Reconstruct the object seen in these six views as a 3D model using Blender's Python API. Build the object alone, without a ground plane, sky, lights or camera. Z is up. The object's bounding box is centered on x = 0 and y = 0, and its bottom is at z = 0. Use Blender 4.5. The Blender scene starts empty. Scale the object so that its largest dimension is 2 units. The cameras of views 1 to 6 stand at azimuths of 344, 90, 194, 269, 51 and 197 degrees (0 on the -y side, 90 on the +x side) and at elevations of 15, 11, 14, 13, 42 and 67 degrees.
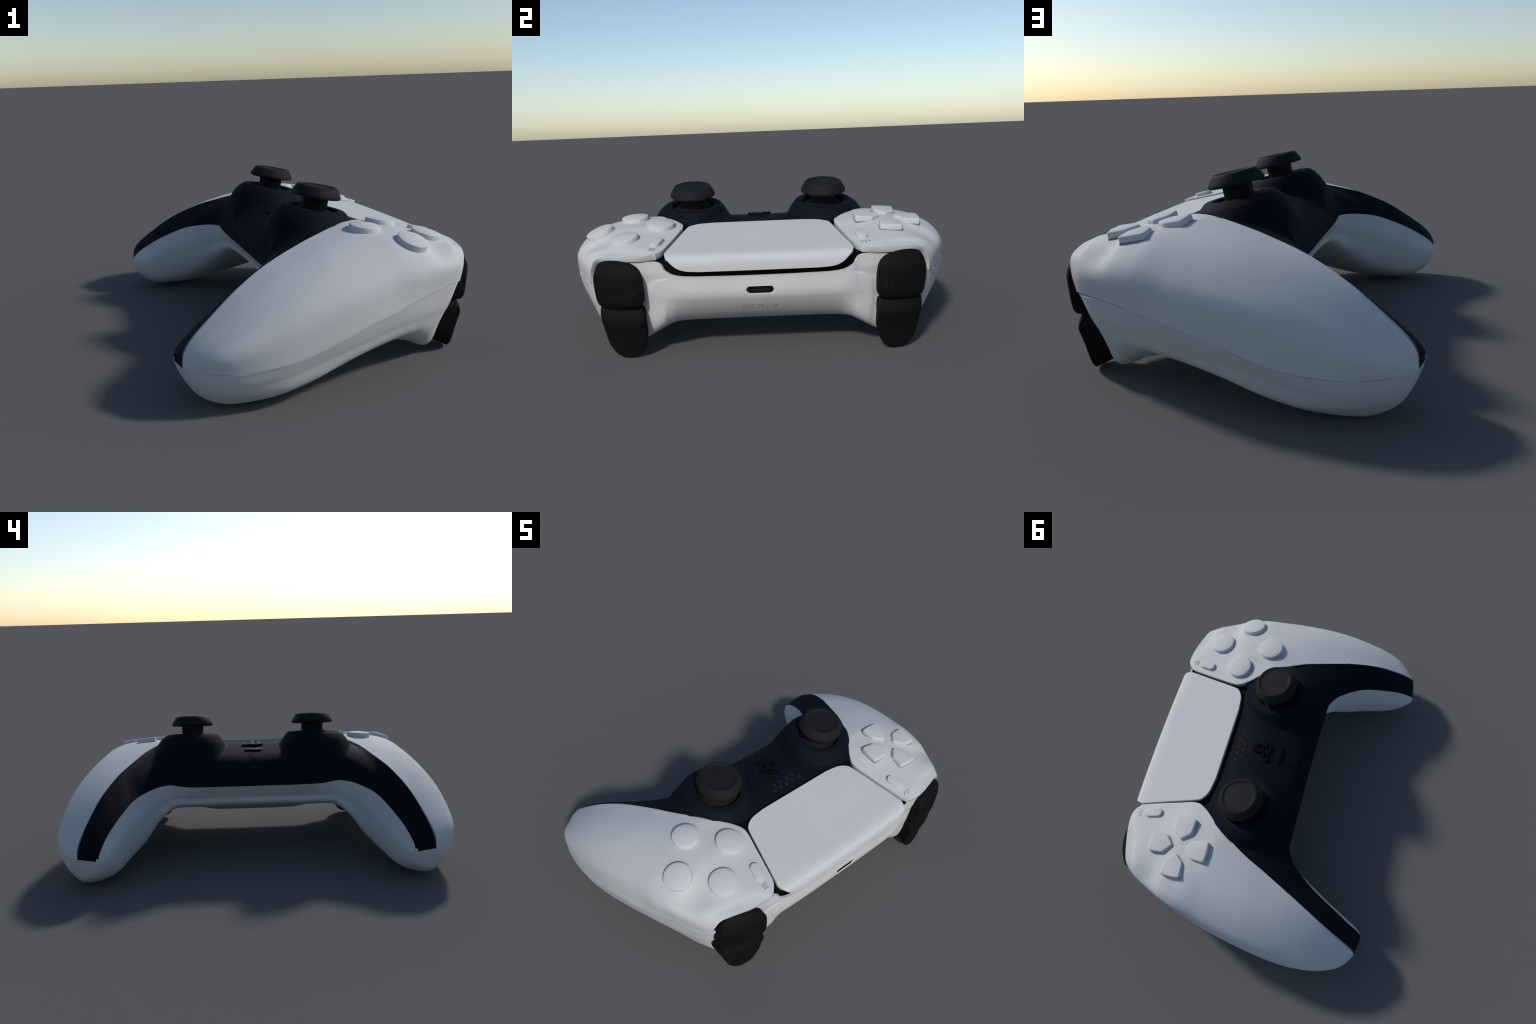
"""Hand-held game controller: two white grips, dark centre band, touch pad,
two thumb sticks, direction pad, round buttons, shoulder buttons and triggers.
Left side (+y) is modelled from cross-sections; the right side mirrors it."""
import bpy
import math
import numpy as np

# ---------------------------------------------------------------- sections
# Control points of cross-sections along one half of the body, metres.
# Every list below is one section; sections run from the front / centre
# outwards to the tip of the grip.
FACE_PANEL_SECTIONS = [
    [(0.634, 0.456, 0.487), (0.647, 0.496, 0.481), (0.638, 0.580, 0.481), (0.603, 0.713, 0.470), (0.585, 0.755, 0.420), (0.562, 0.769, 0.350)],
    [(0.600, 0.429, 0.494), (0.603, 0.517, 0.499), (0.594, 0.616, 0.489), (0.567, 0.733, 0.477), (0.554, 0.778, 0.425), (0.535, 0.783, 0.350)],
    [(0.540, 0.412, 0.507), (0.547, 0.538, 0.513), (0.543, 0.653, 0.505), (0.527, 0.752, 0.486), (0.518, 0.800, 0.431), (0.500, 0.800, 0.349)],
    [(0.420, 0.385, 0.533), (0.430, 0.554, 0.540), (0.435, 0.679, 0.525), (0.439, 0.775, 0.489), (0.442, 0.836, 0.442), (0.430, 0.833, 0.346)],
    [(0.318, 0.366, 0.558), (0.341, 0.556, 0.564), (0.356, 0.696, 0.550), (0.369, 0.803, 0.511), (0.373, 0.866, 0.450), (0.360, 0.863, 0.341)],
    [(0.259, 0.391, 0.570), (0.276, 0.583, 0.572), (0.290, 0.725, 0.558), (0.300, 0.829, 0.515), (0.302, 0.890, 0.444), (0.290, 0.892, 0.332)],
    [(0.200, 0.440, 0.581), (0.218, 0.619, 0.576), (0.233, 0.751, 0.560), (0.244, 0.846, 0.514), (0.247, 0.901, 0.439), (0.240, 0.909, 0.325)],
    [(0.130, 0.494, 0.587), (0.149, 0.658, 0.578), (0.164, 0.776, 0.552), (0.176, 0.862, 0.503), (0.181, 0.913, 0.432), (0.180, 0.927, 0.314)],
    [(0.000, 0.573, 0.571), (0.030, 0.715, 0.561), (0.051, 0.816, 0.531), (0.068, 0.891, 0.479), (0.077, 0.938, 0.412), (0.080, 0.952, 0.292)],
    [(-0.120, 0.627, 0.544), (-0.098, 0.756, 0.533), (-0.082, 0.850, 0.501), (-0.069, 0.920, 0.447), (-0.062, 0.965, 0.379), (-0.060, 0.976, 0.252)],
    [(-0.284, 0.701, 0.494), (-0.251, 0.806, 0.480), (-0.227, 0.884, 0.448), (-0.212, 0.946, 0.402), (-0.203, 0.984, 0.335), (-0.200, 0.992, 0.212)],
    [(-0.424, 0.762, 0.424), (-0.386, 0.845, 0.411), (-0.359, 0.909, 0.385), (-0.343, 0.960, 0.348), (-0.333, 0.991, 0.292), (-0.330, 0.998, 0.190)],
    [(-0.535, 0.803, 0.346), (-0.500, 0.867, 0.339), (-0.476, 0.918, 0.321), (-0.462, 0.961, 0.296), (-0.453, 0.985, 0.255), (-0.450, 0.985, 0.180)],
    [(-0.610, 0.827, 0.285), (-0.582, 0.875, 0.282), (-0.561, 0.911, 0.271), (-0.550, 0.944, 0.256), (-0.543, 0.961, 0.229), (-0.540, 0.958, 0.180)],
    [(-0.650, 0.839, 0.235), (-0.635, 0.866, 0.234), (-0.621, 0.886, 0.228), (-0.613, 0.903, 0.219), (-0.611, 0.914, 0.206), (-0.610, 0.913, 0.180)],
    [(-0.659, 0.842, 0.180), (-0.659, 0.842, 0.180), (-0.659, 0.842, 0.180), (-0.659, 0.842, 0.180), (-0.659, 0.842, 0.180), (-0.659, 0.842, 0.180)],
]
SHELL_SECTIONS = [
    [(-0.193, 0.000, 0.393), (-0.145, 0.000, 0.325), (-0.085, 0.000, 0.256), (0.300, 0.000, 0.129), (0.500, 0.000, 0.147), (0.632, 0.000, 0.266), (0.647, 0.000, 0.375)],
    [(-0.193, 0.100, 0.393), (-0.145, 0.100, 0.325), (-0.085, 0.100, 0.256), (0.300, 0.150, 0.129), (0.500, 0.197, 0.146), (0.631, 0.198, 0.266), (0.651, 0.200, 0.377)],
    [(-0.194, 0.180, 0.393), (-0.146, 0.185, 0.325), (-0.085, 0.190, 0.256), (0.300, 0.270, 0.134), (0.505, 0.345, 0.145), (0.628, 0.346, 0.266), (0.645, 0.350, 0.382)],
    [(-0.195, 0.250, 0.394), (-0.148, 0.265, 0.326), (-0.088, 0.280, 0.257), (0.300, 0.348, 0.155), (0.535, 0.409, 0.143), (0.623, 0.411, 0.266), (0.642, 0.415, 0.408)],
    [(-0.196, 0.310, 0.395), (-0.152, 0.328, 0.328), (-0.095, 0.345, 0.260), (0.300, 0.400, 0.160), (0.550, 0.449, 0.127), (0.616, 0.451, 0.266), (0.635, 0.456, 0.451)],
    [(-0.197, 0.360, 0.398), (-0.164, 0.373, 0.330), (-0.107, 0.395, 0.262), (0.282, 0.489, 0.170), (0.525, 0.547, 0.069), (0.586, 0.582, 0.253), (0.620, 0.600, 0.447)],
    [(-0.199, 0.410, 0.405), (-0.170, 0.418, 0.333), (-0.116, 0.435, 0.260), (0.252, 0.570, 0.150), (0.471, 0.662, 0.031), (0.535, 0.679, 0.229), (0.590, 0.700, 0.430)],
    [(-0.208, 0.458, 0.413), (-0.189, 0.456, 0.328), (-0.145, 0.474, 0.243), (0.197, 0.630, 0.118), (0.399, 0.741, 0.099), (0.504, 0.760, 0.222), (0.562, 0.769, 0.350)],
    [(-0.250, 0.520, 0.410), (-0.241, 0.512, 0.307), (-0.200, 0.530, 0.196), (0.086, 0.686, 0.117), (0.300, 0.800, 0.151), (0.378, 0.828, 0.237), (0.400, 0.845, 0.344)],
    [(-0.330, 0.585, 0.395), (-0.323, 0.555, 0.282), (-0.268, 0.572, 0.143), (-0.043, 0.743, 0.077), (0.140, 0.866, 0.154), (0.203, 0.895, 0.236), (0.209, 0.920, 0.320)],
    [(-0.390, 0.622, 0.377), (-0.391, 0.590, 0.258), (-0.335, 0.615, 0.104), (-0.163, 0.777, 0.040), (-0.022, 0.911, 0.128), (0.030, 0.940, 0.210), (0.030, 0.962, 0.279)],
    [(-0.450, 0.651, 0.350), (-0.454, 0.623, 0.232), (-0.405, 0.649, 0.082), (-0.278, 0.810, 0.015), (-0.175, 0.939, 0.087), (-0.138, 0.966, 0.173), (-0.140, 0.987, 0.227)],
    [(-0.520, 0.682, 0.315), (-0.523, 0.653, 0.202), (-0.478, 0.675, 0.066), (-0.392, 0.831, 0.004), (-0.319, 0.951, 0.062), (-0.297, 0.983, 0.139), (-0.302, 0.998, 0.192)],
    [(-0.587, 0.712, 0.273), (-0.589, 0.681, 0.172), (-0.545, 0.703, 0.060), (-0.505, 0.843, 0.006), (-0.470, 0.932, 0.061), (-0.459, 0.972, 0.123), (-0.468, 0.983, 0.179)],
    [(-0.640, 0.730, 0.235), (-0.641, 0.709, 0.161), (-0.605, 0.733, 0.075), (-0.588, 0.837, 0.044), (-0.578, 0.897, 0.078), (-0.579, 0.927, 0.131), (-0.589, 0.934, 0.180)],
    [(-0.668, 0.742, 0.200), (-0.669, 0.735, 0.162), (-0.651, 0.755, 0.112), (-0.633, 0.812, 0.091), (-0.629, 0.855, 0.112), (-0.634, 0.876, 0.147), (-0.640, 0.880, 0.180)],
    [(-0.674, 0.745, 0.171), (-0.671, 0.761, 0.173), (-0.669, 0.777, 0.174), (-0.667, 0.793, 0.175), (-0.664, 0.810, 0.177), (-0.661, 0.826, 0.178), (-0.659, 0.842, 0.180)],
]
BAND_SECTIONS = [
    [(0.250, 0.000, 0.553), (0.160, 0.000, 0.569), (0.030, 0.000, 0.568), (-0.100, 0.000, 0.537), (-0.172, 0.000, 0.478), (-0.193, 0.000, 0.393)],
    [(0.250, 0.120, 0.555), (0.160, 0.116, 0.571), (0.030, 0.110, 0.570), (-0.100, 0.104, 0.539), (-0.172, 0.101, 0.479), (-0.193, 0.100, 0.393)],
    [(0.250, 0.200, 0.557), (0.160, 0.196, 0.573), (0.030, 0.190, 0.572), (-0.101, 0.184, 0.541), (-0.173, 0.181, 0.480), (-0.194, 0.180, 0.393)],
    [(0.250, 0.280, 0.560), (0.160, 0.274, 0.577), (0.029, 0.265, 0.576), (-0.102, 0.256, 0.543), (-0.174, 0.251, 0.482), (-0.195, 0.250, 0.394)],
    [(0.250, 0.345, 0.564), (0.159, 0.338, 0.581), (0.029, 0.328, 0.580), (-0.102, 0.317, 0.547), (-0.175, 0.312, 0.485), (-0.196, 0.310, 0.395)],
    [(0.262, 0.388, 0.570), (0.169, 0.382, 0.587), (0.034, 0.374, 0.586), (-0.101, 0.366, 0.553), (-0.175, 0.361, 0.489), (-0.197, 0.360, 0.398)],
    [(0.200, 0.440, 0.581), (0.120, 0.434, 0.588), (0.009, 0.426, 0.580), (-0.101, 0.418, 0.546), (-0.169, 0.412, 0.487), (-0.199, 0.410, 0.405)],
    [(0.130, 0.494, 0.587), (0.061, 0.487, 0.583), (-0.027, 0.478, 0.569), (-0.114, 0.469, 0.534), (-0.174, 0.462, 0.482), (-0.208, 0.458, 0.413)],
    [(0.000, 0.573, 0.571), (-0.050, 0.561, 0.558), (-0.110, 0.549, 0.539), (-0.171, 0.536, 0.507), (-0.217, 0.527, 0.464), (-0.250, 0.520, 0.410)],
    [(-0.120, 0.627, 0.544), (-0.161, 0.617, 0.524), (-0.208, 0.608, 0.500), (-0.254, 0.598, 0.470), (-0.294, 0.591, 0.435), (-0.330, 0.585, 0.395)],
    [(-0.203, 0.664, 0.520), (-0.242, 0.656, 0.493), (-0.280, 0.647, 0.464), (-0.317, 0.638, 0.435), (-0.354, 0.630, 0.406), (-0.390, 0.622, 0.377)],
    [(-0.284, 0.701, 0.494), (-0.321, 0.691, 0.465), (-0.354, 0.681, 0.437), (-0.387, 0.671, 0.408), (-0.418, 0.661, 0.379), (-0.450, 0.651, 0.350)],
    [(-0.424, 0.762, 0.424), (-0.445, 0.745, 0.403), (-0.465, 0.729, 0.382), (-0.484, 0.713, 0.360), (-0.501, 0.698, 0.337), (-0.520, 0.682, 0.315)],
    [(-0.535, 0.803, 0.346), (-0.546, 0.784, 0.334), (-0.558, 0.765, 0.320), (-0.568, 0.747, 0.306), (-0.577, 0.729, 0.289), (-0.587, 0.712, 0.273)],
    [(-0.610, 0.827, 0.285), (-0.617, 0.807, 0.277), (-0.624, 0.787, 0.268), (-0.629, 0.767, 0.258), (-0.634, 0.748, 0.247), (-0.640, 0.730, 0.235)],
    [(-0.650, 0.839, 0.235), (-0.654, 0.819, 0.229), (-0.660, 0.800, 0.223), (-0.661, 0.780, 0.216), (-0.664, 0.761, 0.208), (-0.668, 0.742, 0.200)],
    [(-0.659, 0.842, 0.180), (-0.662, 0.823, 0.178), (-0.665, 0.803, 0.176), (-0.668, 0.784, 0.175), (-0.671, 0.764, 0.173), (-0.674, 0.745, 0.171)],
]

TOP_N = np.array([0.20, 0.0, 0.98])          # normal of the tilted top
TOP_N = TOP_N / np.linalg.norm(TOP_N)
STICK_RING = np.array([0.068, 0.3365, 0.637])  # centre of a stick opening

# ---------------------------------------------------------------- materials


def new_mat(name, colour, rough, spec=0.5, grain=0.0, grain_scale=200.0, tint=0.03, coat=0.0):
    m = bpy.data.materials.new(name)
    m.use_nodes = True
    nt = m.node_tree
    b = nt.nodes["Principled BSDF"]
    tc = nt.nodes.new("ShaderNodeTexCoord")
    no = nt.nodes.new("ShaderNodeTexNoise")
    no.inputs["Scale"].default_value = 5.0
    no.inputs["Detail"].default_value = 3.0
    nt.links.new(tc.outputs["Object"], no.inputs["Vector"])
    ramp = nt.nodes.new("ShaderNodeValToRGB")
    lo = [c * (1 - tint) for c in colour]
    hi = [min(1, c * (1 + tint)) for c in colour]
    ramp.color_ramp.elements[0].position = 0.35
    ramp.color_ramp.elements[1].position = 0.65
    ramp.color_ramp.elements[0].color = (*lo, 1)
    ramp.color_ramp.elements[1].color = (*hi, 1)
    nt.links.new(no.outputs["Fac"], ramp.inputs["Fac"])
    nt.links.new(ramp.outputs["Color"], b.inputs["Base Color"])
    b.inputs["Roughness"].default_value = rough
    b.inputs["Specular IOR Level"].default_value = spec
    b.inputs["Coat Weight"].default_value = coat
    if grain > 0:
        n2 = nt.nodes.new("ShaderNodeTexNoise")
        n2.inputs["Scale"].default_value = grain_scale
        n2.inputs["Detail"].default_value = 2.0
        nt.links.new(tc.outputs["Object"], n2.inputs["Vector"])
        bp = nt.nodes.new("ShaderNodeBump")
        bp.inputs["Strength"].default_value = grain
        bp.inputs["Distance"].default_value = 0.001
        nt.links.new(n2.outputs["Fac"], bp.inputs["Height"])
        nt.links.new(bp.outputs["Normal"], b.inputs["Normal"])
    return m


WHITE = new_mat("white_plastic", (0.495, 0.50, 0.505), 0.7, 0.1, 0.05, 260, 0.01)
PAD = new_mat("touch_pad_plastic", (0.495, 0.50, 0.505), 0.7, 0.1, 0.08, 400, 0.01)
BAND = new_mat("midnight_plastic", (0.0054, 0.0067, 0.0127), 0.7, 0.05, 0.05, 260, 0.05)
RUBBER = new_mat("stick_rubber", (0.0102, 0.0105, 0.0117), 0.7, 0.12, 0.06, 300, 0.05)
RING = new_mat("ring_plastic", (0.0085, 0.0083, 0.0078), 0.7, 0.1, 0.0, 200, 0.05)
TRIGGER = new_mat("trigger_plastic", (0.0052, 0.0055, 0.0062), 0.7, 0.08, 0.08, 300, 0.05)
HOLLOW = new_mat("hollow_black", (0.003, 0.003, 0.003), 0.8, 0.1)
LOGO = new_mat("gloss_black", (0.0022, 0.0022, 0.0025), 0.5, 0.08)
GREY = new_mat("print_grey", (0.17, 0.17, 0.175), 0.6, 0.3)
PALE_GREY = new_mat("print_pale_grey", (0.33, 0.335, 0.34), 0.7, 0.1)
DARK_GREY = new_mat("print_dark_grey", (0.012, 0.012, 0.0135), 0.7, 0.1)
HOLE = new_mat("hole_brown", (0.0135, 0.0132, 0.0115), 0.8, 0.1)
METAL = new_mat("connector_metal", (0.010, 0.010, 0.011), 0.6, 0.2)

# ---------------------------------------------------------------- helpers


def spline_matrix(n, params):
    """Rows of Catmull-Rom weights for n control points at the given params."""
    M = np.zeros((len(params), n))
    for i, x in enumerate(params):
        k = min(int(x), n - 2)
        f = x - k
        w = [-.5 * f**3 + f * f - .5 * f, 1.5 * f**3 - 2.5 * f * f + 1,
             -1.5 * f**3 + 2 * f * f + .5 * f, .5 * f**3 - .5 * f * f]
        for q, a in zip((k - 1, k, k + 1, k + 2), w):
            if q < 0:
                M[i, 0] += 2 * a
                M[i, 1] -= a
            elif q > n - 1:
                M[i, n - 1] += 2 * a
                M[i, n - 2] -= a
            else:
                M[i, q] += a
    return M


def loft(sections, us, vs):
    P = np.array(sections)
    Bu = spline_matrix(P.shape[0], us)
    Bv = spline_matrix(P.shape[1], vs)
    return np.einsum('ai,bj,ijk->abk', Bu, Bv, P)


def spline(points, n, closed=False):
    P = np.array(points, float)
    if closed:
        m = len(P)
        P = np.concatenate([P[-2:], P, P[:3]])
        t = np.linspace(2, 2 + m, n, endpoint=False)
    else:
        t = np.linspace(0, len(P) - 1, n)
    return spline_matrix(len(P), t) @ P


def smooth01(t):
    t = np.clip(t, 0, 1)
    return t * t * (3 - 2 * t)


def finish(obj, angle=40):
    for p in obj.data.polygons:
        p.use_smooth = True
    if angle < 180:
        obj.data.set_sharp_from_angle(angle=math.radians(angle))


ROOT = bpy.data.objects.new("game_controller", None)
ROOT.empty_display_size = 0.2
bpy.context.scene.collection.objects.link(ROOT)
ROOT["label"] = "white and black handheld game controller with two thumb sticks"
ROOT["category"] = "game controller"


def make(name, verts, faces, mat, parent=None, angle=40):
    me = bpy.data.meshes.new(name)
    me.from_pydata([tuple(map(float, v)) for v in verts], [], [tuple(f) for f in faces])
    me.validate()
    me.update()
    ob = bpy.data.objects.new(name, me)
    bpy.context.scene.collection.objects.link(ob)
    ob.parent = parent or ROOT
    me.materials.append(mat)
    finish(ob, angle)
    return ob


def grid_faces(nu, nv, flip=False):
    F = []
    for i in range(nu - 1):
        for j in range(nv - 1):
            a, b, c, d = i * nv + j, (i + 1) * nv + j, (i + 1) * nv + j + 1, i * nv + j + 1
            F.append((a, d, c, b) if flip else (a, b, c, d))
    return F


def add_mod(ob, kind, **kw):
    m = ob.modifiers.new(kind.lower(), kind)
    for k, v in kw.items():
        setattr(m, k, v)
    return m


def bake(ob, angle=40):
    """Apply the modifiers of an object."""
    dg = bpy.context.evaluated_depsgraph_get()
    me = bpy.data.meshes.new_from_object(ob.evaluated_get(dg))
    old = ob.data
    ob.modifiers.clear()
    ob.data = me
    me.name = ob.name
    bpy.data.meshes.remove(old)
    finish(ob, angle)
    return ob


def weld(ob, dist=1e-5, recalc=True):
    import bmesh
    bm = bmesh.new()
    bm.from_mesh(ob.data)
    bmesh.ops.remove_doubles(bm, verts=bm.verts, dist=dist)
    bmesh.ops.dissolve_degenerate(bm, dist=1e-6, edges=bm.edges)
    if recalc:
        bmesh.ops.recalc_face_normals(bm, faces=bm.faces)
    bm.to_mesh(ob.data)
    bm.free()
    ob.data.update()
    finish(ob)


def mirrored(ob, name=None):
    """A copy of an object on the other side of the symmetry plane."""
    me = ob.data.copy()
    co = np.zeros(len(me.vertices) * 3)
    me.vertices.foreach_get("co", co)
    co = co.reshape(-1, 3)
    co[:, 1] *= -1
    me.vertices.foreach_set("co", co.ravel())
    me.flip_normals()
    me.update()
    o = bpy.data.objects.new(name or ob.name.split(".")[0], me)
    bpy.context.scene.collection.objects.link(o)
    o.parent = ob.parent
    finish(o)
    return o


def orient(ob, test, sign):
    """Flip the faces when those picked by test do not look up (or down)."""
    me = ob.data
    s = sum(p.normal[2] * p.area for p in me.polygons if test(p.center))
    if s * sign < 0:
        me.flip_normals()
        me.update()


def frame(n, xdir=(1, 0, 0)):
    n = np.array(n, float)
    n /= np.linalg.norm(n)
    x = np.array(xdir, float)
    x -= n * (x @ n)
    x /= np.linalg.norm(x)
    return x, np.cross(n, x), n


def lathe(name, profile, centre, n, mat, seg=64, parent=None, angle=40):
    """Turn a (radius, height) profile about the axis n through centre."""
    x, y, n = frame(n)
    c = np.array(centre, float)
    V, F = [], []
    m = len(profile)
    for i in range(seg):
        a = 2 * math.pi * i / seg
        d = x * math.cos(a) + y * math.sin(a)
        for r, h in profile:
            V.append(c + d * r + n * h)
    for i in range(seg):
        k = (i + 1) % seg
        for j in range(m - 1):
            F.append((i * m + j, k * m + j, k * m + j + 1, i * m + j + 1))
    ob = make(name, V, F, mat, parent, angle)
    weld(ob)
    return ob


def prism(name, poly, origin, ax, ay, n, height, mat, bevel=0.0, parent=None, base=0.0, seg=3, shrink=0.0):
    """Extrude a 2D outline; a rounded top edge of radius bevel."""
    P = np.array(poly, float)
    if np.cross(np.roll(P, -1, 0) - P, np.roll(P, -2, 0) - np.roll(P, -1, 0)).sum() < 0:
        P = P[::-1]
    o, ax, ay, n = (np.array(v, float) for v in (origin, ax, ay, n))
    if np.dot(np.cross(ax, ay), n) < 0:
        P = P[::-1]
    m = len(P)
    tang = np.roll(P, -1, 0) - np.roll(P, 1, 0)
    tang /= np.linalg.norm(tang, axis=1)[:, None].clip(1e-9)
    nor = np.stack([tang[:, 1], -tang[:, 0]], 1)
    if np.dot(np.cross(ax, ay), n) < 0:
        nor = -nor
    levels = [(0.0, base), (0.0 - shrink, height - bevel)]
    for k in range(1, seg + 1):
        a = math.pi / 2 * k / seg
        levels.append((-shrink - bevel * (1 - math.cos(a)), height - bevel + bevel * math.sin(a)))
    if bevel <= 0:
        levels = levels[:2]
    V, F = [], []
    for off, h in levels:
        Q = P + nor * off
        V += [o + ax * q[0] + ay * q[1] + n * h for q in Q]
    L = len(levels)
    for l in range(L - 1):
        for i in range(m):
            k = (i + 1) % m
            F.append((l * m + i, l * m + k, (l + 1) * m + k, (l + 1) * m + i))
    F.append([(L - 1) * m + i for i in range(m)])
    F.append([m - 1 - i for i in range(m)])
    return make(name, V, F, mat, parent, 30)


def round_polygon(pts, r, seg=6):
    P = [np.array(p, float) for p in pts]
    out = []
    n = len(P)
    for i in range(n):
        a, b, c = P[i - 1], P[i], P[(i + 1) % n]
        u = (a - b) / np.linalg.norm(a - b)
        v = (c - b) / np.linalg.norm(c - b)
        ang = math.acos(max(-1, min(1, float(u @ v))))
        rr = r[i] if isinstance(r, (list, tuple)) else r
        t = min(rr / math.tan(ang / 2), 0.45 * min(np.linalg.norm(a - b), np.linalg.norm(c - b)))
        p0, p1 = b + u * t, b + v * t
        for k in range(seg + 1):
            s = k / seg
            out.append((1 - s)**2 * p0 + 2 * s * (1 - s) * b + s * s * p1)
    return out


def pill(length, width, seg=10):
    r = width / 2
    h = length / 2 - r
    out = []
    for k in range(seg + 1):
        a = -math.pi / 2 + math.pi * k / seg
        out.append((h + r * math.cos(a), r * math.sin(a)))
    for k in range(seg + 1):
        a = math.pi / 2 + math.pi * k / seg
        out.append((-h + r * math.cos(a), r * math.sin(a)))
    return out


# ---------------------------------------------------------------- rear shell
# full width: mirror the half sections, then run one loft from tip to tip
def full_width(sections):
    S = np.array(sections)
    M = S[::-1].copy()
    M[:, :, 1] *= -1
    return np.concatenate([M[:-1], S])


shell_full = full_width(SHELL_SECTIONS)
mid = len(SHELL_SECTIONS) - 1
fine = np.linspace(0, 0.5, 34)
rest = np.linspace(0.5, mid, 200)[1:]
half = np.concatenate([fine, rest])
us = np.concatenate([mid - half[::-1][:-1], mid + half])
vs = np.concatenate([np.linspace(0, 5, 70), np.linspace(5, 5.984, 36)[1:]])
# the outer rim stops a little short: the seam below the face panels
K = loft(shell_full, us, vs)

FACE0 = K.copy()
# socket of the charging port, pressed into the front face
PORT_Z, PORT_LEN, PORT_H = 0.307, 0.124, 0.036
r_p = PORT_H / 2
q = np.stack([np.abs(K[..., 1]) - (PORT_LEN / 2 - r_p), K[..., 2] - PORT_Z], -1)
q[..., 0] = np.maximum(q[..., 0], 0)
sd = np.linalg.norm(q, axis=-1) - r_p
front = K[..., 0] > 0.5
K[..., 0] -= np.where(front, smooth01(-sd / 0.006) * 0.022, 0)

# shallow valleys between the front wall and the shoulder buttons
CREASE_Z = [0.10, 0.15, 0.236, 0.275, 0.33, 0.352, 0.363, 0.371, 0.45]
CREASE_Y = [0.485, 0.49, 0.500, 0.498, 0.488, 0.4645, 0.447, 0.405, 0.37]
yc = np.interp(K[..., 2], CREASE_Z, CREASE_Y)
step = smooth01((np.abs(K[..., 1]) - yc) / 0.022) * smooth01((K[..., 0] - 0.5) / 0.06) * smooth01((0.40 - K[..., 2]) / 0.05)
K[..., 0] -= 0.006 * step

V = K.reshape(-1, 3)
shell = make("rear_shell", V, grid_faces(K.shape[0], K.shape[1]), WHITE)
weld(shell, 2e-5, False)
orient(shell, lambda c: c[2] < 0.12 and c[0] < 0, -1)
add_mod(shell, 'SOLIDIFY', thickness=0.012, offset=-1)
bake(shell, 60)
for v in shell.data.vertices:      # keep the inner wall inside at the tips
    v.co.x = max(v.co.x, -0.6735)


KF = FACE0


def front_x(y, z):
    """x of the shell's front face at a given width and height."""
    c0 = KF.shape[0] // 2
    line = KF[:, -20]
    i = c0 + int(np.argmin(np.abs(line[c0:c0 + 60, 1] - abs(y))))
    c = KF[i]
    sel = c[:, 0] > 0.45
    zz, xx = c[sel][:, 2], c[sel][:, 0]
    o = np.argsort(zz)
    return float(np.interp(z, zz[o], xx[o]))


# ---------------------------------------------------------------- face panels
us = np.concatenate([np.linspace(0, 6, 90), np.linspace(6, 15, 110)[1:]])
vs = np.linspace(0, 5, 60)
W = loft(FACE_PANEL_SECTIONS, us, vs)
panel = make("face_panel", W.reshape(-1, 3), grid_faces(W.shape[0], W.shape[1]), WHITE)
weld(panel, 2e-5, False)
orient(panel, lambda c: c[2] > 0.5, 1)
add_mod(panel, 'SOLIDIFY', thickness=0.03, offset=-1)
add_mod(panel, 'BEVEL', width=0.004, segments=2, limit_method='ANGLE', angle_limit=math.radians(50))
bake(panel, 70)
panel_right = mirrored(panel)

gu = np.gradient(W, axis=0)
gv = np.gradient(W, axis=1)
WN = np.cross(gu, gv)
WN /= np.linalg.norm(WN, axis=2)[..., None].clip(1e-9)
WN *= np.sign(WN[..., 2:3] + 1e-9)


def on_panel(x, y):
    """Point and normal of the face panel over a plan position."""
    d = (W[..., 0] - x)**2 + (W[..., 1] - y)**2 + (W[..., 2] < 0.42) * 9
    i, j = np.unravel_index(np.argmin(d), d.shape)
    n = WN[i, j]
    p = W[i, j].copy()
    p[2] -= ((x - p[0]) * n[0] + (y - p[1]) * n[1]) / n[2]
    p[0], p[1] = x, y
    return p, n


# ---------------------------------------------------------------- dark band
band = np.array(BAND_SECTIONS)
band_full = full_width(band)
m2 = len(band) - 1
half = np.concatenate([np.linspace(0, 10, 220), np.linspace(10, m2 - 0.02, 60)[1:]])
us = np.concatenate([m2 - half[::-1][:-1], m2 + half])
vs = np.linspace(0, 5, 110)
S = loft(band_full, us, vs)
# tuck the upper rim under the face panels, lower near the touch pad
drop = 0.013 * smooth01((S[:, :1, 0] - (-0.12)) / 0.25)
fade = smooth01(1 - np.linspace(0, 1, S.shape[1]) / 0.3)
S[..., 2] -= drop * fade
side = np.sign(S[..., 1])
out = S[:, 0] - S[:, 1]
out /= np.linalg.norm(out, axis=1)[:, None].clip(1e-6)
S[:, 0] += out * 0.006
S[:, 0, 2] -= 0.003

DOME_R = [0.0, 0.137, 0.146, 0.165, 0.184, 0.198, 0.212, 0.24, 0.30, 0.60]
DOME_D = [0.0, 0.000, -0.004, -0.023, -0.050, -0.080, -0.112, -0.17, -0.40, -3.0]


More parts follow.
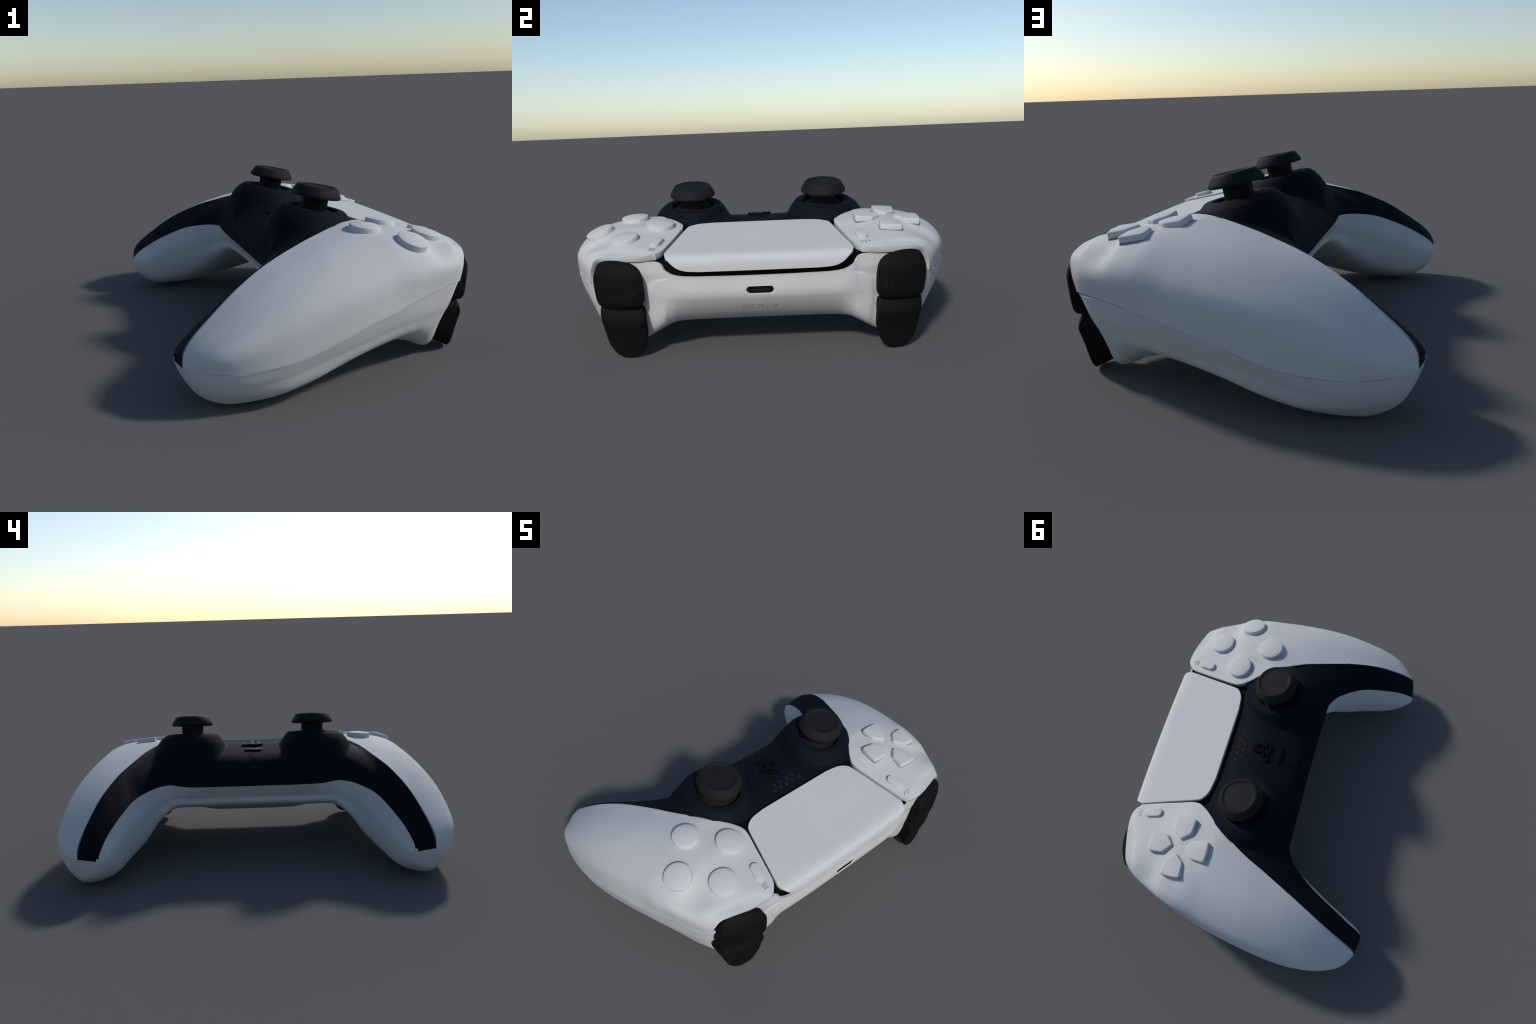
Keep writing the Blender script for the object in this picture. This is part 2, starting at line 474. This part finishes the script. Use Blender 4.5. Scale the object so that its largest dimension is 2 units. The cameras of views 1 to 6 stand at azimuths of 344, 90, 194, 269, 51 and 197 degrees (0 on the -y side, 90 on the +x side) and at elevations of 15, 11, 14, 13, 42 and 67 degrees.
def raise_domes(P):
    for s in (1, -1):
        c = STICK_RING * np.array([1, s, 1])
        D = P - c
        d = D @ TOP_N
        r = np.linalg.norm(D - d[..., None] * TOP_N, axis=-1)
        # fuller towards the grip, leaner towards the middle
        lat = s * D[..., 1] / r.clip(0.02)
        r = r * (1 - 0.05 * lat * smooth01((r - 0.13) / 0.05))
        dome = np.interp(r, DOME_R, DOME_D)
        k = 0.024
        h = np.clip(0.5 + 0.5 * (dome - d) / k, 0, 1)
        new = d + (dome - d) * h + k * h * (1 - h)
        new = np.where(r < 0.14, np.where(d > -0.25, np.maximum(dome, d * 0 + dome), d), new)
        keep = smooth01((d + 0.285) / 0.10)
        new = np.where(r < 0.137, new, d + (new - d) * keep)
        well = smooth01((0.118 - r) / 0.008) * 0.055
        new = new - well
        P = P + (new - d)[..., None] * TOP_N
    return P


S = raise_domes(S)
centre_band = make("centre_band", S.reshape(-1, 3), grid_faces(S.shape[0], S.shape[1]), BAND)
weld(centre_band, 2e-5, False)
orient(centre_band, lambda c: abs(c[1]) < 0.1, 1)
add_mod(centre_band, 'SOLIDIFY', thickness=0.008, offset=-1)
bake(centre_band, 50)


def on_band(x, y=0.0):
    d = (S[..., 0] - x)**2 + (S[..., 1] - y)**2
    i, j = np.unravel_index(np.argmin(d), d.shape)
    t1 = S[i, min(j + 1, S.shape[1] - 1)] - S[i, max(j - 1, 0)]
    t2 = S[min(i + 1, S.shape[0] - 1), j] - S[max(i - 1, 0), j]
    n = np.cross(t1, t2)
    n /= np.linalg.norm(n)
    if n[2] < 0:
        n = -n
    p = S[i, j].copy()
    p[2] -= ((x - p[0]) * n[0] + (y - p[1]) * n[1]) / n[2]
    p[0], p[1] = x, y
    return p, n


# ---------------------------------------------------------------- touch pad
def pad_z(x):
    return 0.563 - 0.2256 * (x - 0.262)


# side view of the pad: flat top, soft bend, steep front
pad_profile = spline([(0.262, 0.5630), (0.36, 0.5409), (0.48, 0.5138), (0.58, 0.4913), (0.622, 0.4806),
                      (0.648, 0.4690), (0.660, 0.4530), (0.6635, 0.4300), (0.6620, 0.4020)], 90)
plan_half = np.array([(0.262, 0.17), (0.2625, 0.215), (0.266, 0.258), (0.276, 0.301), (0.297, 0.333), (0.325, 0.348),
                      (0.456, 0.380), (0.59, 0.4125), (0.625, 0.4192)])
plan_half = spline(plan_half, 120)
front_half = np.array([(0.481, 0.4188), (0.469, 0.4115), (0.455, 0.400), (0.440, 0.386), (0.424, 0.369), (0.412, 0.347),
                       (0.4065, 0.325), (0.4030, 0.295), (0.402, 0.265)])


def pad_halfwidth(x, z, t):
    if x < 0.621:
        return float(np.interp(x, plan_half[:, 0], plan_half[:, 1]))
    zz = front_half[::-1, 0]
    return float(np.interp(z, zz, front_half[::-1, 1])) if z < 0.481 else 0.4188


rows, NV = [], 61
xs_in = np.linspace(0, 1, NV) * 2 - 1
first = True
for k, (x, z) in enumerate(pad_profile):
    hw = pad_halfwidth(x, z, k)
    if k == 0:
        hw = 0.215
    y = xs_in * hw
    bow = 0.008 * smooth01((x - 0.5) / 0.15) * (1 - (y / 0.42)**2)
    rows.append(np.stack([x - 0.004 * smooth01((x - 0.5) / 0.15) + bow, y, np.full(NV, z)], 1))
T = np.array(rows)
touch = make("touch_pad", T.reshape(-1, 3), grid_faces(T.shape[0], NV), PAD)
orient(touch, lambda c: c[0] < 0.5, 1)
add_mod(touch, 'SOLIDIFY', thickness=0.02, offset=-1)
add_mod(touch, 'BEVEL', width=0.004, segments=2, limit_method='ANGLE', angle_limit=math.radians(55))
bake(touch, 60)

# dark inner frame seen in the gaps round the pad
V, F = [], []
ring = [(0.16, -0.36), (0.16, 0.36), (0.30, 0.44), (0.59, 0.465), (0.612, 0.43), (0.620, 0.30), (0.624, 0.0),
        (0.620, -0.30), (0.612, -0.43), (0.59, -0.465), (0.30, -0.44)]
n_r = len(ring)
for x, y in ring:
    V.append((x, y, pad_z(x) - 0.034))
for x, y in ring:
    V.append((x, y, pad_z(x) - 0.11))
F = [tuple(range(n_r)), tuple(range(2 * n_r - 1, n_r - 1, -1))]
F += [(i, i + n_r, (i + 1) % n_r + n_r, (i + 1) % n_r) for i in range(n_r)]
inner = make("inner_frame", V, F, HOLLOW)
weld(inner)

# ---------------------------------------------------------------- thumb sticks
def build_stick():
    c = STICK_RING
    holder = lathe("thumb_stick", [(0.0, 0.094), (0.03, 0.0935), (0.060, 0.0925), (0.072, 0.0915), (0.076, 0.0925),
                                   (0.081, 0.0965), (0.087, 0.0985), (0.092, 0.0965), (0.097, 0.089), (0.107, 0.073),
                                   (0.1135, 0.060), (0.1145, 0.054), (0.113, 0.0495), (0.108, 0.0475), (0.085, 0.047),
                                   (0.058, 0.0465), (0.0, 0.046)], c, TOP_N, RUBBER, 72, None, 50)
    lathe("stick_neck", [(0.0, 0.052), (0.060, 0.052), (0.060, -0.008), (0.064, -0.016), (0.0, -0.018)], c, TOP_N,
          RING, 48, holder)
    lathe("stick_boot", [(0.0, -0.006), (0.058, -0.006), (0.072, -0.009), (0.088, -0.015), (0.100, -0.024),
                         (0.104, -0.045), (0.0, -0.05)], c, TOP_N, RING, 64, holder)
    lathe("stick_ring", [(0.109, -0.05), (0.109, -0.006), (0.111, -0.0025), (0.115, -0.0005), (0.120, 0.0),
                         (0.1235, -0.0015), (0.126, -0.006), (0.126, -0.05)], c, TOP_N, RING, 72, holder)
    return holder


stick = build_stick()
stick_right = mirrored(stick)
for ch in list(stick.children):
    o = mirrored(ch)
    o.parent = stick_right

# ---------------------------------------------------------------- buttons
PAD_C = np.array([0.329, 0.617])
ARM = 0.145
spots = {"front": (0.477, 0.620), "back": (0.187, 0.619), "inner": (0.330, 0.473), "outer": (0.331, 0.763)}
R_B = 0.066
profile = [(0.0, 0.0265), (0.02, 0.0258), (0.04, 0.0238), (0.055, 0.0211), (0.062, 0.0192), (0.0650, 0.0179),
           (R_B, 0.0164), (R_B, -0.012)]
for key in ("front", "outer", "back", "inner"):
    x, y = spots[key]
    p, n = on_panel(x, y)
    lathe("action_button", profile, p * np.array([1, -1, 1]), n * np.array([1, -1, 1]), WHITE, 56)

# direction pad: four house-shaped keys pointing at the middle
key2d = round_polygon([(0.034, 0.0), (0.077, 0.0485), (0.153, 0.0535), (0.158, 0.0), (0.153, -0.0535), (0.077, -0.0485)],
                      [0.012, 0.03, 0.014, 0.2, 0.014, 0.03], 6)
n_pad = np.array([0.173, 0.082, 0.982])
n_pad /= np.linalg.norm(n_pad)
ctr = np.array([0.331, 0.619, 0.568])
fx, fy, fn = frame(n_pad)
o = np.array([PAD_C[0], PAD_C[1], 0.0])
o[2] = ctr[2] - ((o[0] - ctr[0]) * fn[0] + (o[1] - ctr[1]) * fn[1]) / fn[2]
for k in range(4):
    a = k * math.pi / 2
    ax = fx * math.cos(a) + fy * math.sin(a)
    ay = -fx * math.sin(a) + fy * math.cos(a)
    prism("direction_key", key2d, o, ax, ay, fn, 0.0105, WHITE, 0.008, None, -0.05, 4)
    prism("key_grey_outline", [(1.018 * (q[0] - 0.1) + 0.1, 1.04 * q[1]) for q in key2d], o - fn * 0.0, ax, ay, fn, -0.0138, GREY, 0, None, -0.06)  # solid grey plate just proud of the panel, drawing the seam's dark line

# pill-shaped menu buttons with their printed marks
for s in (1, -1):
    p, n = on_panel(0.524, 0.464)
    n = np.array([0.225, 0.0, 0.974])
    ang = math.radians(11)
    ax, ay, nn = frame(n, (math.cos(ang), math.sin(ang), 0))
    mir = np.array([1, s, 1])
    prism("menu_button", pill(0.094, 0.046), p * mir, ax * mir, ay * mir, nn * mir, 0.0150, WHITE, 0.004, None, -0.02, 3)


def bar_on_panel(name, a, b, w, s, mat):
    pa, na = on_panel(*a)
    pb, nb = on_panel(*b)
    d = pb - pa
    L = np.linalg.norm(d)
    ax, ay, nn = frame(na, d)
    mir = np.array([1, s, 1])
    prism(name, [(0, -w / 2), (L, -w / 2), (L, w / 2), (0, w / 2)], pa * mir, ax * mir, ay * mir, nn * mir, 0.0008, mat, 0,
          None, -0.003)


for x in (0.607, 0.596, 0.585):
    bar_on_panel("menu_mark", (x, 0.461), (x, 0.488), 0.0032, -1, GREY)
for a, b in (((0.606, 0.455), (0.589, 0.466)), ((0.614, 0.476), (0.593, 0.475)), ((0.603, 0.495), (0.589, 0.486))):
    bar_on_panel("share_mark", a, b, 0.0032, 1, GREY)

# ---------------------------------------------------------------- shoulder buttons
PLAN_Y = [0.50, 0.53, 0.58, 0.62, 0.66, 0.69, 0.72, 0.745, 0.77]
PLAN_X = [0.662, 0.669, 0.673, 0.669, 0.659, 0.647, 0.630, 0.609, 0.58]
pl = spline(list(zip(PLAN_Y, PLAN_X)), 80)


def plan_front(y):
    return np.interp(y, pl[:, 0], pl[:, 1])


def cushion(name, outline, offset, back_x, mat, edge=0.016, lift=0.0, shrink=0.0, flare=0.0):
    """A block with the given (y, z) outline; its front follows plan_front
    plus a height-dependent offset, edges rounded over."""
    P = np.array(spline(outline, 96, True))
    c = P.mean(0)
    oz = spline(offset, 120)
    oz = oz[np.argsort(oz[:, 0])]

    def fx_(Q):
        return plan_front(Q[:, 0]) + np.interp(Q[:, 1], oz[:, 0], oz[:, 1])

    half = 0.5 * min(np.ptp(P[:, 0]), np.ptp(P[:, 1]))
    rings = []
    Qb = c + (P - c) * (1 - shrink)
    Qb[:, 1] += lift * (1 - smooth01((P[:, 1] - P[:, 1].min()) / np.ptp(P[:, 1])))
    Qb[:, 0] += flare * smooth01((P[:, 0] - c[0]) / (0.8 * (P[:, 0].max() - c[0])))
    rings.append(np.stack([np.full(len(P), back_x), Qb[:, 0], Qb[:, 1]], 1))
    for k in range(7):
        a = math.pi / 2 * k / 6
        s = 1 - edge / half * (1 - math.cos(a))
        Q = c + (P - c) * s
        rings.append(np.stack([fx_(Q) - edge * (1 - math.sin(a)), Q[:, 0], Q[:, 1]], 1))
    s0 = 1 - edge / half
    for s in (0.9, 0.8, 0.65, 0.5, 0.35, 0.2, 0.08):
        Q = c + (P - c) * s0 * s
        rings.append(np.stack([fx_(Q), Q[:, 0], Q[:, 1]], 1))
    V = [v for r_ in rings for v in r_]
    m = len(P)
    F = []
    for l in range(len(rings) - 1):
        for i in range(m):
            k = (i + 1) % m
            F.append((l * m + i, l * m + k, (l + 1) * m + k, (l + 1) * m + i))
    L = (len(rings) - 1) * m
    F.append(tuple(L + i for i in range(m)))
    F.append(tuple(range(m - 1, -1, -1)))
    ob = make(name, V, F, mat, None, 50)
    weld(ob)
    return ob


BUMPER_OFF = [(0.215, -0.055), (0.237, -0.036), (0.258, -0.018), (0.278, -0.010), (0.325, -0.004), (0.38, 0.0), (0.40, -0.002), (0.427, -0.014),
              (0.448, -0.03), (0.47, -0.055)]
bumper = cushion("shoulder_button", [(0.520, 0.30), (0.5215, 0.36), (0.529, 0.405), (0.553, 0.435), (0.59, 0.452), (0.64, 0.460), (0.69, 0.457),
                                     (0.721, 0.440), (0.736, 0.408), (0.745, 0.37), (0.742, 0.31), (0.733, 0.268), (0.715, 0.247), (0.65, 0.238),
                                     (0.59, 0.239), (0.543, 0.247), (0.525, 0.265)], BUMPER_OFF, 0.53, TRIGGER, 0.006, 0.0, 0.0, 0.004)
bumper_right = mirrored(bumper)
TRIG_OFF = [(-0.01, -0.074), (0.01, -0.070), (0.03, -0.066), (0.078, -0.057), (0.12, -0.047), (0.15, -0.038), (0.175, -0.029), (0.192, -0.0265),
            (0.212, -0.032), (0.24, -0.047), (0.27, -0.06)]
trigger = cushion("trigger", [(0.524, 0.225), (0.524, 0.17), (0.523, 0.12), (0.527, 0.078), (0.541, 0.043), (0.564, 0.016), (0.592, 0.003), (0.615, 0.001),
                              (0.645, 0.005), (0.672, 0.022), (0.694, 0.051), (0.708, 0.089), (0.719, 0.15), (0.729, 0.21), (0.728, 0.238),
                              (0.715, 0.248), (0.63, 0.245), (0.54, 0.246)], TRIG_OFF, 0.475, TRIGGER, 0.005, 0.06, 0.0, 0.014)
trigger_right = mirrored(trigger)

# ---------------------------------------------------------------- lettering


def text_mesh(word, size):
    cu = bpy.data.curves.new("lettering", 'FONT')
    cu.body = word
    cu.size = size
    cu.align_x = 'CENTER'
    cu.align_y = 'CENTER'
    cu.resolution_u = 3
    ob = bpy.data.objects.new("lettering", cu)
    bpy.context.scene.collection.objects.link(ob)
    dg = bpy.context.evaluated_depsgraph_get()
    me = bpy.data.meshes.new_from_object(ob.evaluated_get(dg))
    V = np.array([v.co[:] for v in me.vertices])
    F = [tuple(p.vertices) for p in me.polygons]
    bpy.data.objects.remove(ob)
    bpy.data.curves.remove(cu)
    bpy.data.meshes.remove(me)
    return V, F


def fit_text(word, width, height):
    V, F = text_mesh(word, 1.0)
    lo, hi = V.min(0), V.max(0)
    V = V - (lo + hi) / 2
    V[:, 0] *= width / (hi[0] - lo[0])
    V[:, 1] *= height / (hi[1] - lo[1])
    return V, F


def press_on(name, V2, F, place, mat, t=0.0012, parent=None):
    """Wrap a flat shape on a surface and give it a small thickness."""
    top = [place(v[0], v[1], 0.0005) for v in V2]
    ob = make(name, top, F, mat, parent)
    add_mod(ob, 'SOLIDIFY', thickness=t, offset=-1)
    bake(ob, 30)
    return ob


# maker's word on the front, wide slab letters
def slab_word():
    pieces = []

    def rect(x0, y0, x1, y1):
        pieces.append([(x0, y0), (x1, y0), (x1, y1), (x0, y1)])

    def quad(*p):
        pieces.append(list(p))

    def arc(cx, cy, rx, ry, a0, a1, wx, wy, n=14):
        for k in range(n):
            a, b = a0 + (a1 - a0) * k / n, a0 + (a1 - a0) * (k + 1) / n
            f = lambda t, sx, sy: (cx + (rx - sx) * math.cos(t), cy + (ry - sy) * math.sin(t))
            pieces.append([f(a, 0, 0), f(b, 0, 0), f(b, wx, wy), f(a, wx, wy)])
    pi = math.pi
    # S
    arc(0.10, 0.73, 0.095, 0.27, 0.15 * pi, 1.5 * pi, 0.035, 0.12)
    arc(0.10, 0.27, 0.100, 0.27, -0.85 * pi, 0.5 * pi, 0.035, 0.12)
    rect(0.175, 0.68, 0.19, 1.0)
    rect(0.0, 0.0, 0.015, 0.32)
    # O
    arc(0.34, 0.5, 0.125, 0.5, 0, 2 * pi, 0.04, 0.11, 28)
    # N
    rect(0.50, 0.0, 0.525, 1.0)
    rect(0.47, 0.0, 0.56, 0.09)
    rect(0.47, 0.91, 0.535, 1.0)
    quad((0.50, 1.0), (0.545, 1.0), (0.70, 0.0), (0.66, 0.0))
    rect(0.68, 0.0, 0.705, 1.0)
    rect(0.645, 0.91, 0.74, 1.0)
    # Y
    rect(0.855, 0.0, 0.895, 0.5)
    rect(0.82, 0.0, 0.93, 0.09)
    quad((0.77, 0.95), (0.82, 0.95), (0.895, 0.45), (0.855, 0.45))
    quad((0.945, 0.95), (0.98, 0.95), (0.895, 0.45), (0.86, 0.45))
    rect(0.745, 0.91, 0.85, 1.0)
    rect(0.91, 0.91, 1.01, 1.0)
    V, F = [], []
    for p in pieces:
        b = len(V)
        V += [(x - 0.505, y - 0.5) for x, y in p]
        F.append(tuple(range(b, b + len(p))))
    return np.array(V), F


wv, wf = slab_word()
wv = wv * np.array([0.165, 0.026])
press_on("maker_lettering", wv, wf, lambda a, b, h: (front_x(a, 0.2235 + b * 0.9) + h, a, 0.2235 + b * 0.9), PALE_GREY)


def cushion_point(off):
    oz = spline(off, 120)
    oz = oz[np.argsort(oz[:, 0])]
    return lambda y, z: plan_front(abs(y)) + np.interp(z, oz[:, 0], oz[:, 1])


for word, s, off, yc, zc in (("L1", 1, BUMPER_OFF, 0.569, 0.318), ("R1", -1, BUMPER_OFF, 0.5645, 0.3155),
                             ("L2", 1, TRIG_OFF, 0.571, 0.1675), ("R2", -1, TRIG_OFF, 0.568, 0.166)):
    V2, F2 = fit_text(word, 0.034, 0.024)
    px = cushion_point(off)
    # the words stand on their heads when seen from the front
    press_on("trigger_lettering", V2, F2,
             lambda a, b, h, s=s, yc=yc, zc=zc, px=px: (px(s * yc - a, zc - b) + h, s * yc - a, zc - b), DARK_GREY)

# ---------------------------------------------------------------- charging port
prism("charging_port", pill(0.115, 0.0285), (front_x(0, PORT_Z) - 0.0065, 0, PORT_Z + 0.0015), (0, 1, 0), (0, 0, 1), (1, 0, 0), 0.0, HOLLOW, 0,
      None, -0.02)
prism("port_tongue", pill(0.076, 0.007), (front_x(0, PORT_Z) - 0.0065, 0, PORT_Z - 0.001), (0, 1, 0), (0, 0, 1), (1, 0, 0), 0.0012, METAL, 0.0004,
      None, -0.02)

# ---------------------------------------------------------------- centre details


def place_band(x, y, h):
    p, n = on_band(x, y)
    return p + n * h


def disc(name, x, y, r, mat, h=0.0008, sx=1.0, sy=1.0):
    p, n = on_band(x, y)
    ax, ay, nn = frame(n)
    prism(name, [(r * sx * math.cos(2 * math.pi * k / 20), r * sy * math.sin(2 * math.pi * k / 20)) for k in range(20)], p, ax, ay, nn, h,
          mat, 0, None, -0.004)


for k in range(5):
    disc("speaker_hole", 0.196, -0.080 + 0.040 * k, 0.0098, HOLE)
for k in range(4):
    disc("speaker_hole", 0.169, -0.060 + 0.040 * k, 0.0098, HOLE)

p, n = on_band(-0.034, 0)
ax, ay, nn = frame(n)
prism("mute_button", pill(0.094, 0.022), p, ay, ax, nn, 0.0075, LOGO, 0.002, None, -0.006)
disc("microphone_hole", -0.163, 0.0, 0.0105, HOLE, 0.0008, 0.95, 1.9)

# home button: an upright letter with a bowl and a lying double curve
p, n = on_band(0.065, 0)
ax, ay, nn = frame(n)          # ax: away from the player, ay: to the left
home = [
    [(-.017, .118), (.006, .1125), (.010, .075), (.010, .0215), (-.012, .029), (-.0145, .07)],
    [(.006, .1125), (.030, .105), (.042, .092), (.043, .077), (.036, .065), (.026, .061), (.012, .063), (.012, .072), (.021, .071), (.027, .077), (.027, .087), (.020, .094), (.006, .0985)],
    [(.014, .054), (.032, .060), (.048, .058), (.056, .050), (.054, .038), (.040, .028), (.014, .0195), (.014, .030), (.036, .039), (.040, .045), (.032, .048), (.014, .043)],
    [(-.016, .064), (-.040, .057), (-.058, .047), (-.062, .037), (-.052, .028), (-.034, .026), (-.016, .030), (-.016, .039), (-.034, .036), (-.044, .040), (-.038, .046), (-.016, .053)],
]
for poly in home:
    pts = spline(poly, len(poly) * 3, True) if len(poly) > 8 else np.array(poly)
    prism("home_button", [(v - 0.065, -u) for u, v in pts], p, ax, ay, nn, 0.010, LOGO, 0.0, None, -0.004)

# crossed-out microphone mark
icon = [([(-0.0035, 0.004), (0.0035, 0.004), (0.0035, 0.016), (-0.0035, 0.016)]), ([(-0.009, 0.002), (-0.006, 0.002), (-0.006, 0.010), (-0.009, 0.010)]),
        ([(0.006, 0.002), (0.009, 0.002), (0.009, 0.010), (0.006, 0.010)]), ([(-0.008, -0.002), (0.008, -0.002), (0.008, 0.001), (-0.008, 0.001)]),
        ([(-0.0015, -0.008), (0.0015, -0.008), (0.0015, -0.002), (-0.0015, -0.002)]), ([(-0.013, 0.015), (-0.010, 0.018), (0.013, -0.008), (0.010, -0.011)])]
V2, F2 = [], []
for poly in icon:
    b = len(V2)
    V2 += poly
    F2.append(tuple(range(b, b + len(poly))))
press_on("mute_mark", np.array(V2), F2, lambda a, b, h: place_band(-0.112 + b, -a, h + 0.0003), DARK_GREY, 0.0015)

bpy.context.view_layer.update()
